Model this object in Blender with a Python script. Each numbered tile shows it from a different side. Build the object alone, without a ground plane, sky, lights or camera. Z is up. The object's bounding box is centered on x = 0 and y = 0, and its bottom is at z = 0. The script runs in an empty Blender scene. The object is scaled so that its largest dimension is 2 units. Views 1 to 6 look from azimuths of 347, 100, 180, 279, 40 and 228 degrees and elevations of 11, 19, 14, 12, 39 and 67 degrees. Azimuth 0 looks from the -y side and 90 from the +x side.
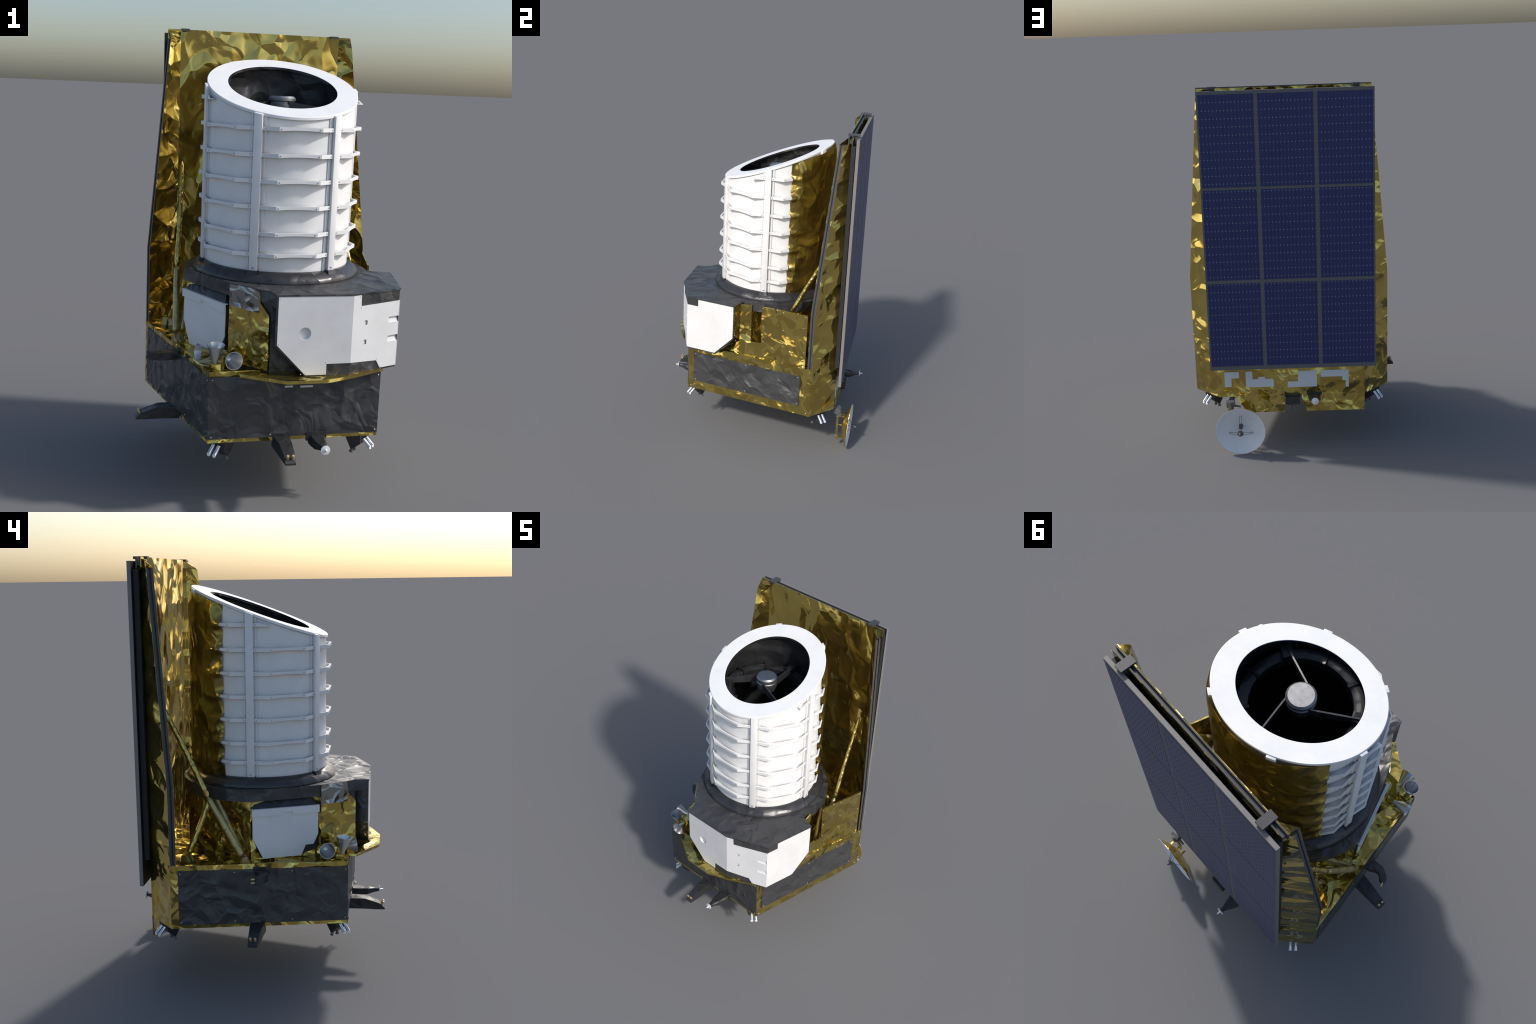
"""Space telescope: white ribbed tube on a gold-foil service module, gold sunshield and solar panel behind."""
import bpy, bmesh, math, random
from math import sin, cos, pi, radians, sqrt
from mathutils import Vector, Matrix, noise
from mathutils.geometry import tessellate_polygon

random.seed(7)
CX = 0.0415                       # telescope axis (x, y=0)
coll = bpy.context.scene.collection

# ------------------------------------------------------------------ materials
def new_mat(name):
    m = bpy.data.materials.new(name)
    m.use_nodes = True
    nt = m.node_tree
    return m, nt, nt.nodes["Principled BSDF"]

def N(nt, kind, **kw):
    n = nt.nodes.new(kind)
    for k, v in kw.items():
        if k in n.inputs.keys() if hasattr(n.inputs, "keys") else False:
            n.inputs[k].default_value = v
        else:
            setattr(n, k, v)
    return n

def math_node(nt, op, a, b=None):
    n = nt.nodes.new("ShaderNodeMath"); n.operation = op
    for i, v in enumerate((a, b)):
        if v is None: continue
        if isinstance(v, (int, float)): n.inputs[i].default_value = v
        else: nt.links.new(v, n.inputs[i])
    return n.outputs[0]

def noise_tex(nt, coord, scale, detail=2.0, rough=0.5, dist=0.0):
    n = nt.nodes.new("ShaderNodeTexNoise")
    n.inputs["Scale"].default_value = scale; n.inputs["Detail"].default_value = detail
    n.inputs["Roughness"].default_value = rough; n.inputs["Distortion"].default_value = dist
    nt.links.new(coord, n.inputs["Vector"])
    return n

def obj_coord(nt, scale=(1, 1, 1), loc=(0, 0, 0)):
    tc = nt.nodes.new("ShaderNodeTexCoord"); mp = nt.nodes.new("ShaderNodeMapping")
    mp.inputs["Scale"].default_value = scale; mp.inputs["Location"].default_value = loc
    nt.links.new(tc.outputs["Object"], mp.inputs["Vector"])
    return mp.outputs[0]

def ridge(nt, coord, scale, detail=0.0, dist=0.0):
    f = noise_tex(nt, coord, scale, detail, 0.5, dist).outputs["Fac"]
    return math_node(nt, "ABSOLUTE", math_node(nt, "SUBTRACT", f, 0.5))

def ramp(nt, fac, stops):
    r = nt.nodes.new("ShaderNodeValToRGB")
    el = r.color_ramp.elements
    while len(el) < len(stops): el.new(0.5)
    for e, (p, c) in zip(el, stops):
        e.position = p; e.color = (*c, 1) if len(c) == 3 else c
    nt.links.new(fac, r.inputs[0])
    return r.outputs[0]

def crumple(nt, coord, big, mid, small, s0=4.0):
    """height field of crumpled foil: broad facets with sharp creases, then finer wrinkles"""
    warp = noise_tex(nt, coord, s0 * 0.8, 1.0)
    mix = nt.nodes.new("ShaderNodeVectorMath"); mix.operation = "MULTIPLY_ADD"
    nt.links.new(warp.outputs["Color"], mix.inputs[0])
    mix.inputs[1].default_value = (0.14, 0.14, 0.14)
    nt.links.new(coord, mix.inputs[2])
    c = mix.outputs[0]
    vor = nt.nodes.new("ShaderNodeTexVoronoi"); vor.feature = "SMOOTH_F1"; vor.inputs["Smoothness"].default_value = 0.07
    vor.inputs["Scale"].default_value = s0 * 1.3
    nt.links.new(c, vor.inputs["Vector"])
    h = math_node(nt, "MULTIPLY", vor.outputs["Distance"], 1.15 * big / (s0 * 1.3))
    h = math_node(nt, "ADD", h, math_node(nt, "MULTIPLY", ridge(nt, c, s0, 0.0, 0.3), 0.7 * big / s0))
    h = math_node(nt, "ADD", h, math_node(nt, "MULTIPLY", ridge(nt, c, s0 * 2.4, 0.5, 0.4), mid / (s0 * 2.4)))
    h = math_node(nt, "ADD", h, math_node(nt, "MULTIPLY", noise_tex(nt, coord, s0 * 5, 0.0, 0.5, 0.4).outputs["Fac"], small / (s0 * 7)))
    return h

def bump(nt, bsdf, h, dist=1.0, strength=1.0):
    b = nt.nodes.new("ShaderNodeBump")
    b.inputs["Distance"].default_value = dist; b.inputs["Strength"].default_value = strength
    nt.links.new(h, b.inputs["Height"]); nt.links.new(b.outputs[0], bsdf.inputs["Normal"])

def foil(name, col, rough, big, mid, small, s0=4.0, scale=(1, 1, 1), metallic=1.0, col2=None, loc=(0, 0, 0), patch=0.0):
    m, nt, p = new_mat(name)
    co = obj_coord(nt, scale, loc)
    f = noise_tex(nt, co, 9, 3).outputs["Fac"]
    c2 = col2 or tuple(x * 0.86 for x in col)
    base = ramp(nt, f, [(0.35, c2), (0.65, col)])
    if patch:                                       # crisp-edged light and dark patches multiplied into the base colour
        k = noise_tex(nt, co, s0 * 1.25, 1.2, 0.5, 0.9).outputs["Fac"]
        tone = ramp(nt, k, [(0.46, (patch, patch * 0.96, patch * 0.92)), (0.475, (1.12, 1.14, 1.15)), (0.575, (1.12, 1.14, 1.15)), (0.59, (patch * 1.06,) * 3)])
        mx = nt.nodes.new("ShaderNodeMix"); mx.data_type = "RGBA"; mx.blend_type = "MULTIPLY"
        mx.inputs["Factor"].default_value = 1.0
        nt.links.new(base, mx.inputs[6]); nt.links.new(tone, mx.inputs[7])
        base = mx.outputs[2]
    nt.links.new(base, p.inputs["Base Color"])
    p.inputs["Metallic"].default_value = metallic
    rr = nt.nodes.new("ShaderNodeMapRange")
    rr.inputs["To Min"].default_value = rough * 0.8; rr.inputs["To Max"].default_value = rough * 1.25
    nt.links.new(noise_tex(nt, co, 14, 2).outputs["Fac"], rr.inputs["Value"])
    nt.links.new(rr.outputs[0], p.inputs["Roughness"])
    bump(nt, p, crumple(nt, co, big, mid, small, s0))
    return m

GOLD_C, GOLD_D = (0.57, 0.45, 0.13), (0.53, 0.405, 0.11)
GM = 0.93
GOLD = foil("gold_foil", GOLD_C, 0.14, 0.24, 0.16, 0.03, 7.0, metallic=GM, col2=GOLD_D, patch=0.86)
GOLD_SHIELD = foil("gold_shield_foil", GOLD_C, 0.15, 0.19, 0.14, 0.03, 5.5, (1, 1, 0.75), metallic=GM, col2=GOLD_D)
GOLD_WING = foil("gold_wing_foil", GOLD_C, 0.14, 0.19, 0.12, 0.02, 5.0, (1, 1, 1.3), metallic=GM, col2=GOLD_D)
GOLD_TUBE = foil("gold_tube_blanket", (0.61, 0.48, 0.145), 0.23, 0.19, 0.14, 0.04, 7.0, (1, 1, 0.8), metallic=0.9, col2=(0.55, 0.42, 0.115))
GOLD_ROD = foil("gold_rod_wrap", (0.57, 0.45, 0.15), 0.24, 0.12, 0.10, 0.05, 14.0, metallic=GM, col2=GOLD_D)
GOLD_PALE = foil("gold_pale_tape", (0.50, 0.43, 0.21), 0.40, 0.08, 0.05, 0.03, 12.0, metallic=0.85)
BLACK = foil("black_foil", (0.076, 0.076, 0.079), 0.40, 0.17, 0.21, 0.03, 7.5, metallic=0.35, col2=(0.062, 0.062, 0.066))
BLACK_SMOOTH = foil("black_foil_bracket", (0.040, 0.041, 0.044), 0.42, 0.10, 0.06, 0.02, 12.0, metallic=0.25)
SKIRT = foil("black_skirt_foil", (0.070, 0.070, 0.074), 0.33, 0.075, 0.07, 0.02, 7.0, metallic=0.55, col2=(0.05, 0.05, 0.053))
SILVER_FOIL = foil("silver_tape", (0.34, 0.35, 0.36), 0.22, 0.30, 0.16, 0.03, 10.0)
BAFFLE = foil("baffle_black_foil", (0.024, 0.024, 0.026), 0.38, 0.14, 0.08, 0.03, 6.0, metallic=0.2)

def white(name, col, rough=0.42, dirt=0.75, crevice_shade=0.0):
    m, nt, p = new_mat(name)
    co = obj_coord(nt)
    n1 = noise_tex(nt, co, 9, 5, 0.6).outputs["Fac"]
    n2 = noise_tex(nt, co, 190, 2, 0.5).outputs["Fac"]
    base = ramp(nt, n1, [(0.3, tuple(c * 0.93 for c in col)), (0.6, col)])
    spots = ramp(nt, n2, [(0.24, (dirt, dirt, dirt * 1.02)), (0.33, (1, 1, 1))])
    mx = nt.nodes.new("ShaderNodeMix"); mx.data_type = "RGBA"; mx.blend_type = "MULTIPLY"
    mx.inputs["Factor"].default_value = 0.55
    nt.links.new(base, mx.inputs[6]); nt.links.new(spots, mx.inputs[7])
    out = mx.outputs[2]
    if crevice_shade:                                       # occlusion shadow darkens the paint colour where ribs, straps and wall meet
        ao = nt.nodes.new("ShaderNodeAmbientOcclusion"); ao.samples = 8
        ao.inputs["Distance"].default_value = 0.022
        dm = nt.nodes.new("ShaderNodeMix"); dm.data_type = "RGBA"; dm.blend_type = "MULTIPLY"; dm.inputs["Factor"].default_value = crevice_shade
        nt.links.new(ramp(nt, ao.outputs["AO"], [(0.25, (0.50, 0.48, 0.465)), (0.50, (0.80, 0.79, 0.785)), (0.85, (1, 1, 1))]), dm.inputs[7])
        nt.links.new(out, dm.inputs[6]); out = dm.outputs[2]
    nt.links.new(out, p.inputs["Base Color"])
    p.inputs["Roughness"].default_value = rough
    p.inputs["Specular IOR Level"].default_value = 0.5
    bump(nt, p, noise_tex(nt, co, 60, 3).outputs["Fac"], 0.0006, 0.5)
    return m

WHITE = white("white_paint", (0.815, 0.815, 0.815), crevice_shade=0.75)
WHITE_BOX = white("white_panel_paint", (0.76, 0.76, 0.765))
WHITE_RING = white("white_ring_paint", (0.86, 0.86, 0.865))
WHITE_RIB = white("white_rib_paint", (0.80, 0.805, 0.81), crevice_shade=0.65)
WHITE_RAD = white("white_radiator_paint", (0.80, 0.80, 0.805))
MARK = white("pale_reflector", (0.66, 0.68, 0.70), 0.35)

def plain(name, col, rough=0.5, metallic=0.0, var=0.12, nscale=25, spec=0.5, bmp=0.0):
    m, nt, p = new_mat(name)
    co = obj_coord(nt)
    f = noise_tex(nt, co, nscale, 4, 0.6).outputs["Fac"]
    nt.links.new(ramp(nt, f, [(0.3, tuple(c * (1 - var) for c in col)), (0.7, tuple(c * (1 + var) for c in col))]), p.inputs["Base Color"])
    p.inputs["Roughness"].default_value = rough; p.inputs["Metallic"].default_value = metallic
    p.inputs["Specular IOR Level"].default_value = spec
    if bmp: bump(nt, p, noise_tex(nt, co, 200, 2).outputs["Fac"], bmp, 1.0)
    return m

FRAME = plain("dark_frame_metal", (0.062, 0.062, 0.067), 0.5, 0.1)
FRAME_BLACK = plain("dark_rear_structure", (0.024, 0.024, 0.026), 0.6, 0.0, 0.15, 25, 0.3)
PANEL_FRAME = plain("panel_frame_grey", (0.118, 0.118, 0.122), 0.6, 0.0, 0.10, 60)
PANEL_EDGE = plain("panel_edge_grey", (0.20, 0.188, 0.180), 0.6, 0.0, 0.06, 80)
PANEL_UNDER = plain("cell_backing_grey", (0.075, 0.078, 0.10), 0.5, 0.0, 0.15, 120)
PANEL_DOT = plain("cell_interconnect", (0.26, 0.31, 0.35), 0.4, 0.2, 0.1, 120)
SILVER = plain("silver_metal", (0.60, 0.61, 0.63), 0.32, 1.0, 0.08, 40)
NOZZLE = plain("nozzle_metal", (0.72, 0.73, 0.75), 0.25, 0.9, 0.05)
NOZZLE_DISC = plain("nozzle_white", (0.82, 0.83, 0.85), 0.3, 0.2, 0.04)
BRASS = plain("brass_pin", (0.70, 0.52, 0.26), 0.35, 0.5, 0.05)
BOLT = plain("bolt_steel", (0.55, 0.55, 0.55), 0.35, 0.6, 0.05)
DARK = plain("interior_black", (0.006, 0.006, 0.007), 0.7, 0.0, 0.2, 12, 0.2)
HUB = plain("mirror_hub_grey", (0.30, 0.305, 0.315), 0.45, 0.95, 0.18, 40)
VANE = plain("vane_grey", (0.11, 0.11, 0.115), 0.45, 0.8, 0.2)
GIMBAL = plain("gimbal_grey", (0.13, 0.13, 0.135), 0.45, 0.3, 0.15)

def cell_mat():
    m, nt, p = new_mat("solar_cell")
    co = obj_coord(nt)
    f = noise_tex(nt, co, 400, 2, 0.6).outputs["Fac"]
    blue = ramp(nt, f, [(0.3, (0.009, 0.016, 0.085)), (0.7, (0.021, 0.032, 0.155))])
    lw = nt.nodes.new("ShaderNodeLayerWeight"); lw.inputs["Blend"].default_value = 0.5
    graze_tint = nt.nodes.new("ShaderNodeMix"); graze_tint.data_type = "RGBA"      # grazing sky reflection tinted into the cell colour
    nt.links.new(ramp(nt, lw.outputs["Facing"], [(0.35, (0, 0, 0)), (0.88, (0.68, 0.68, 0.68))]), graze_tint.inputs["Factor"])
    nt.links.new(blue, graze_tint.inputs[6]); graze_tint.inputs[7].default_value = (0.072, 0.079, 0.135, 1)
    nt.links.new(graze_tint.outputs[2], p.inputs["Base Color"])
    p.inputs["Roughness"].default_value = 0.45
    p.inputs["Specular IOR Level"].default_value = 0.5
    bump(nt, p, noise_tex(nt, co, 260, 2).outputs["Fac"], 0.0010, 0.5)
    return m
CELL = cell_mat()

# ------------------------------------------------------------------ mesh helpers
def add(name, bm, mat, parent, smooth=35, bevel=0.0, stuff=False):
    if bevel:
        es = [e for e in bm.edges if len(e.link_faces) == 2 and e.calc_face_angle(0) > radians(28)]
        bmesh.ops.bevel(bm, geom=es, offset=bevel, segments=2, affect="EDGES", profile=0.5, clamp_overlap=True)
    bmesh.ops.recalc_face_normals(bm, faces=bm.faces)
    me = bpy.data.meshes.new(name)
    bm.to_mesh(me); bm.free()
    mats = mat if isinstance(mat, (list, tuple)) else [mat]
    for m in mats: me.materials.append(m)
    if smooth:
        me.polygons.foreach_set("use_smooth", [True] * len(me.polygons))
        me.set_sharp_from_angle(angle=radians(smooth))
    o = bpy.data.objects.new(name, me)
    coll.objects.link(o)
    o.parent = parent
    if stuff: o["kind"] = "stuff"
    return o

def empty(name, parent=None):
    o = bpy.data.objects.new(name, None); o.empty_display_size = 0.05
    coll.objects.link(o); o.parent = parent
    return o

def prism(bm, base, off, mi=0):
    """closed prism: polygon of 3D points extruded by the vector off"""
    off = Vector(off)
    a = [bm.verts.new(Vector(p)) for p in base]
    b = [bm.verts.new(Vector(p) + off) for p in base]
    n = len(a)
    fs = [bm.faces.new(a[::-1]), bm.faces.new(b)]
    for i in range(n):
        fs.append(bm.faces.new((a[i], a[(i + 1) % n], b[(i + 1) % n], b[i])))
    for f in fs: f.material_index = mi
    return fs

def flat(poly, z0, z1, mi=0, bm=None):
    bm = bm or bmesh.new()
    prism(bm, [(x, y, z0) for x, y in poly], (0, 0, z1 - z0), mi)
    return bm

def box(bm, lo, hi, mi=0):
    x0, y0, z0 = lo; x1, y1, z1 = hi
    return prism(bm, [(x0, y0, z0), (x1, y0, z0), (x1, y1, z0), (x0, y1, z0)], (0, 0, z1 - z0), mi)

class Plane:
    """2D frame standing in space: origin, u, v (unit), n outward"""
    def __init__(s, o, u, v=(0, 0, 1)):
        s.o, s.u, s.v = Vector(o), Vector(u).normalized(), Vector(v).normalized()
        s.n = s.u.cross(s.v)
    def __call__(s, a, b, h=0.0):
        return s.o + s.u * a + s.v * b + s.n * h

def plate(bm, pl, poly, h0, h1, mi=0):
    return prism(bm, [pl(a, b, h0) for a, b in poly], pl.n * (h1 - h0), mi)

def plate_holes(bm, pl, poly, holes, h0, h1):
    """plate with openings: caps tessellated, walls built round every loop"""
    loops = [poly] + holes
    flatp = [p for l in loops for p in l]
    tris = tessellate_polygon([[Vector((a, b, 0)) for a, b in l] for l in loops])
    lo = [bm.verts.new(pl(a, b, h0)) for a, b in flatp]
    hi = [bm.verts.new(pl(a, b, h1)) for a, b in flatp]
    for t in tris:
        bm.faces.new([lo[i] for i in t]); bm.faces.new([hi[i] for i in t])
    k = 0
    for l in loops:
        n = len(l)
        for i in range(n):
            i0, i1 = k + i, k + (i + 1) % n
            bm.faces.new((lo[i0], lo[i1], hi[i1], hi[i0]))
        k += n

def frame_from(axis):
    a = Vector(axis).normalized()
    t = Vector((0, 0, 1)) if abs(a.z) < 0.9 else Vector((1, 0, 0))
    u = a.cross(t).normalized()
    return a, u, a.cross(u)

def revolve(bm, profile, origin=(0, 0, 0), axis=(0, 0, 1), n=32, a0=0.0, a1=2 * pi, closed=False, mi=0):
    """profile of (radius, height) turned round the axis; open profile ends are capped if radius>0 only when asked by r=0 points"""
    a, u, v = frame_from(axis)
    if abs(Vector(axis).normalized().z - 1) < 1e-6: a, u, v = Vector((0, 0, 1)), Vector((1, 0, 0)), Vector((0, 1, 0))
    o = Vector(origin)
    full = abs(a1 - a0 - 2 * pi) < 1e-6
    cols = []
    m = n if full else n + 1
    for i in range(m):
        t = a0 + (a1 - a0) * i / n
        d = u * cos(t) + v * sin(t)
        cols.append([None if r == 0 else bm.verts.new(o + d * r + a * h) for r, h in profile])
    centre = {j: bm.verts.new(o + a * h) for j, (r, h) in enumerate(profile) if r == 0}
    k = len(profile)
    for i in range(n):
        c0, c1 = cols[i], cols[(i + 1) % m]
        for j in range(k if closed else k - 1):
            j1 = (j + 1) % k
            q = [c0[j] or centre[j], c1[j] or centre[j], c1[j1] or centre[j1], c0[j1] or centre[j1]]
            q = list(dict.fromkeys(q))
            if len(q) > 2:
                f = bm.faces.new(q); f.material_index = mi
    if not full and closed:
        bm.faces.new(cols[0][::-1]); bm.faces.new(cols[-1])
    return bm

def rod(bm, p0, p1, r0, r1=None, n=12, mi=0):
    p0, p1 = Vector(p0), Vector(p1)
    L = (p1 - p0).length
    r1 = r0 if r1 is None else r1
    revolve(bm, [(0, 0), (r0, 0), (r1, L), (0, L)], p0, p1 - p0, n, mi=mi)

def tube_path(bm, pts, radii, n=14):
    """swept tube through points, capped"""
    pts = [Vector(p) for p in pts]
    a, u, v = frame_from(pts[-1] - pts[0])
    rings = []
    for p, r in zip(pts, radii):
        rings.append([bm.verts.new(p + (u * cos(2 * pi * i / n) + v * sin(2 * pi * i / n)) * r) for i in range(n)])
    for r0, r1 in zip(rings, rings[1:]):
        for i in range(n):
            bm.faces.new((r0[i], r0[(i + 1) % n], r1[(i + 1) % n], r1[i]))
    bm.faces.new(rings[0][::-1]); bm.faces.new(rings[-1])

def cut(bm, co, no):
    """remove everything on the side no points to, and close the cut"""
    r = bmesh.ops.bisect_plane(bm, geom=bm.verts[:] + bm.edges[:] + bm.faces[:], plane_co=co, plane_no=no, clear_outer=True, dist=1e-6)
    es = [e for e in r["geom_cut"] if isinstance(e, bmesh.types.BMEdge)]
    if es: bmesh.ops.holes_fill(bm, edges=es, sides=0)

def rivets(name, spots, mat, parent, r=0.0032, h=0.0022, n=8):
    """small domed bolt heads: list of (position, outward direction)"""
    bm = bmesh.new()
    for p, d in spots:
        revolve(bm, [(r, -0.001), (r, h * 0.5), (r * 0.65, h), (0, h)], p, d, n)
    return add(name, bm, mat, parent, stuff=True)

def offset_in(path, d):
    """open 2D path shifted sideways by d (to its right-hand side)"""
    out = []
    for i, p in enumerate(path):
        ns = []
        for a, b in ((i - 1, i), (i, i + 1)):
            if a < 0 or b >= len(path): continue
            t = (Vector(path[b]) - Vector(path[a])).normalized()
            ns.append(Vector((t.y, -t.x)))
        n = sum(ns, Vector((0, 0))).normalized()
        k = 1 / max(0.5, n.dot(ns[0]))
        out.append(tuple(Vector(p) + n * d * k))
    return out

# ------------------------------------------------------------------ root
root = empty("space_telescope")
root["label"] = "white ribbed space telescope on gold foil spacecraft with solar panel"
root["category"] = "space telescope"

def ring_z(y): return 1.750 + 0.366 * y          # slanted mouth of the tube
RN = Vector((0, -0.366, 1)).normalized()

# ------------------------------------------------------------------ service module
BUS = [(-0.325, -0.454), (0.406, -0.454), (0.583, 0.350), (0.444, 0.482), (-0.361, 0.482), (-0.502, 0.350)]
Z0, Z1 = 0.302, 0.606
bus = add("service_module", flat(BUS, Z0, Z1), GOLD, root, bevel=0.003)
# raised foil rim along the upper edge
bm = bmesh.new()
for a, b in ((5, 0), (0, 1), (1, 2)):
    A, B = Vector((*BUS[a], 0)), Vector((*BUS[b], 0))
    pl = Plane(A, B - A)
    L = (B - A).length
    plate(bm, pl, [(0.0, 0.5875), (L, 0.5875), (L, 0.609), (0.0, 0.609)], -0.012, 0.0012)
add("edge_strip", bm, GOLD, bus, bevel=0.001)

def side_panel(name, i0, i1, u0, u1, z0, z1, bolts):
    A, B = Vector((*BUS[i0], 0)), Vector((*BUS[i1], 0))
    pl = Plane(A, B - A)
    L = (B - A).length
    bm = bmesh.new()
    plate(bm, pl, [(u0, z0), (L - u1, z0), (L - u1, z1), (u0, z1)], -0.002, 0.0042)
    o = add(name, bm, BLACK, bus, bevel=0.0012)
    rivets("panel_bolts", [(pl(u0 + (L - u0 - u1) * a, z0 + (z1 - z0) * b, 0.004), pl.n) for a, b in bolts], BOLT, o)
    return pl
four = [(.012, .05), (.33, .05), (.67, .05), (.986, .05), (.012, .95), (.33, .95), (.67, .95), (.986, .95)]
# left side runs from the back corner to the front corner
side_panel("black_side_panel", 5, 0, 0.036, -0.003, 0.320, 0.584, four)
side_panel("black_front_panel", 0, 1, -0.0025, 0.0, 0.319, 0.586, [(.02, .04), (.36, .04), (.69, .04), (.985, .04), (.02, .955), (.985, .95)])
side_panel("black_side_panel", 1, 2, 0.037, 0.070, 0.360, 0.556, [(.02, .05), (.5, .05), (.98, .05), (.02, .95), (.5, .95), (.98, .95)])
# gold corner bolts of the right-hand face
R = Plane((*BUS[1], 0), Vector((*BUS[2], 0)) - Vector((*BUS[1], 0)))
rivets("corner_bolts", [(R(0.018, 0.318, 0.001), R.n), (R(0.80, 0.318, 0.001), R.n), (R(0.81, 0.592, 0.001), R.n)], BOLT, bus)
# front floor lip below the instrument box
lip = [(-0.212, -0.44), (-0.207, -0.492), (-0.037, -0.596), (0.13, -0.596), (0.252, -0.549), (0.409, -0.470), (0.404, -0.43)]
add("front_foil_lip", flat(lip, 0.594, 0.6075), GOLD, bus, bevel=0.002)
bm = bmesh.new()
box(bm, (-0.010, -0.461, 0.533), (0.024, -0.450, 0.541)); box(bm, (0.056, -0.461, 0.531), (0.110, -0.450, 0.539))
add("silver_clip", bm, MARK, bus)
# skirt flaps under the rear face
bm = bmesh.new()
bk = Plane((0, 0.482, 0), (-1, 0, 0))       # rear face, u towards -x, n towards +y
plate(bm, bk, [(-0.357, 0.306), (-0.297, 0.206), (-0.086, 0.204), (-0.083, 0.306)], -0.006, 0.0015)
plate(bm, bk, [(0.005, 0.306), (0.037, 0.204), (0.357, 0.204), (0.360, 0.306)], -0.006, 0.0015)
add("rear_foil_flap", bm, GOLD, bus, bevel=0.001)
# pale stepped reflector patches on the rear face
marks = [
    [(-.414, .450), (-.334, .450), (-.334, .413), (-.376, .412), (-.376, .362), (-.414, .362)],
    [(-.297, .451), (-.260, .451), (-.260, .404), (-.228, .404), (-.228, .417), (-.191, .417), (-.191, .404), (-.147, .404), (-.142, .392), (-.142, .357), (-.297, .357)],
    [(-.008, .445), (.096, .445), (.096, .350), (-.066, .350), (-.066, .384), (-.008, .384)],
    [(.119, .446), (.272, .446), (.272, .343), (.255, .343), (.255, .383), (.237, .383), (.237, .406), (.119, .406)]]
for k, poly in enumerate(marks):
    bm = bmesh.new(); plate(bm, bk, poly, -0.001, 0.0028)
    add("pale_patch", bm, MARK, bus)
# rear dark equipment box and its two nozzles
bm = bmesh.new()
box(bm, (0.001, 0.470, 0.258), (0.081, 0.512, 0.304)); box(bm, (-0.003, 0.470, 0.300), (0.085, 0.502, 0.311))
ebox = add("rear_equipment_box", bm, BLACK_SMOOTH, bus, bevel=0.004)
bm = bmesh.new()
for x in (0.030, 0.053):
    revolve(bm, [(0, 0), (0.005, 0), (0.005, 0.018), (0.009, 0.034), (0, 0.030)], (x, 0.492, 0.260), (0, 0.15, -1), 12)
add("small_nozzle", bm, GIMBAL, ebox)

# ------------------------------------------------------------------ corner thruster clusters
tmesh = {}
def thruster_cluster(sx, sy, cx, cy):
    """dark foil wedge under a corner with two bright scarfed nozzles and two small downward cones"""
    o = Vector((cx, cy, 0)); d = Vector((sx, sy, 0)).normalized(); t = Vector((-d.y, d.x, 0))
    def P(a, b, z): return o + d * a + t * b + Vector((0, 0, z))
    bm = bmesh.new()
    top = [P(-0.030, -0.044, 0.303), P(-0.030, 0.044, 0.303), P(-0.105, 0.052, 0.303), P(-0.105, -0.052, 0.303)]
    low = [P(-0.034, -0.034, 0.262), P(-0.034, 0.034, 0.262), P(-0.080, 0.026, 0.224), P(-0.080, -0.026, 0.224)]
    vt, vl = [bm.verts.new(p) for p in top], [bm.verts.new(p) for p in low]
    bm.faces.new(vt); bm.faces.new(vl[::-1])
    for i in range(4): bm.faces.new((vt[i], vt[(i + 1) % 4], vl[(i + 1) % 4], vl[i]))
    blk = add("thruster_block", bm, BLACK_SMOOTH, root, bevel=0.004)
    bm = bmesh.new(); bd = bmesh.new()
    for s in (-1, 1):
        b = 0.0135 * s
        axis = d * 0.75 + Vector((0, 0, -0.66))
        st = P(-0.030, b, 0.281)
        revolve(bm, [(0, 0), (0.0085, 0), (0.0085, 0.004), (0.0078, 0.005), (0.0078, 0.034), (0.0086, 0.044), (0, 0.043)], st, axis, 16)
        revolve(bd, [(0, -0.001), (0.0086, -0.001), (0.0090, 0.0008), (0, 0.0012)], P(0.004, b, 0.252), d + Vector((0, 0, 0.32)), 18)
    add("thruster_nozzle", bm, NOZZLE, blk); add("nozzle_mouth", bd, NOZZLE_DISC, blk)
    bm = bmesh.new()
    for s in (-1, 1):
        revolve(bm, [(0, 0), (0.006, 0), (0.0052, 0.012), (0.0090, 0.024), (0.0078, 0.023), (0, 0.012)], P(-0.078, 0.013 * s, 0.232), d * -0.25 + t * (0.2 * s) + Vector((0, 0, -1)), 14)
    add("small_nozzle", bm, GIMBAL, blk)
thruster_cluster(-0.70, -0.71, -0.304, -0.451)
thruster_cluster(0.70, -0.71, 0.385, -0.451)
thruster_cluster(-0.73, 0.68, -0.4485, 0.4295)
thruster_cluster(0.73, 0.68, 0.5295, 0.4295)

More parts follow.
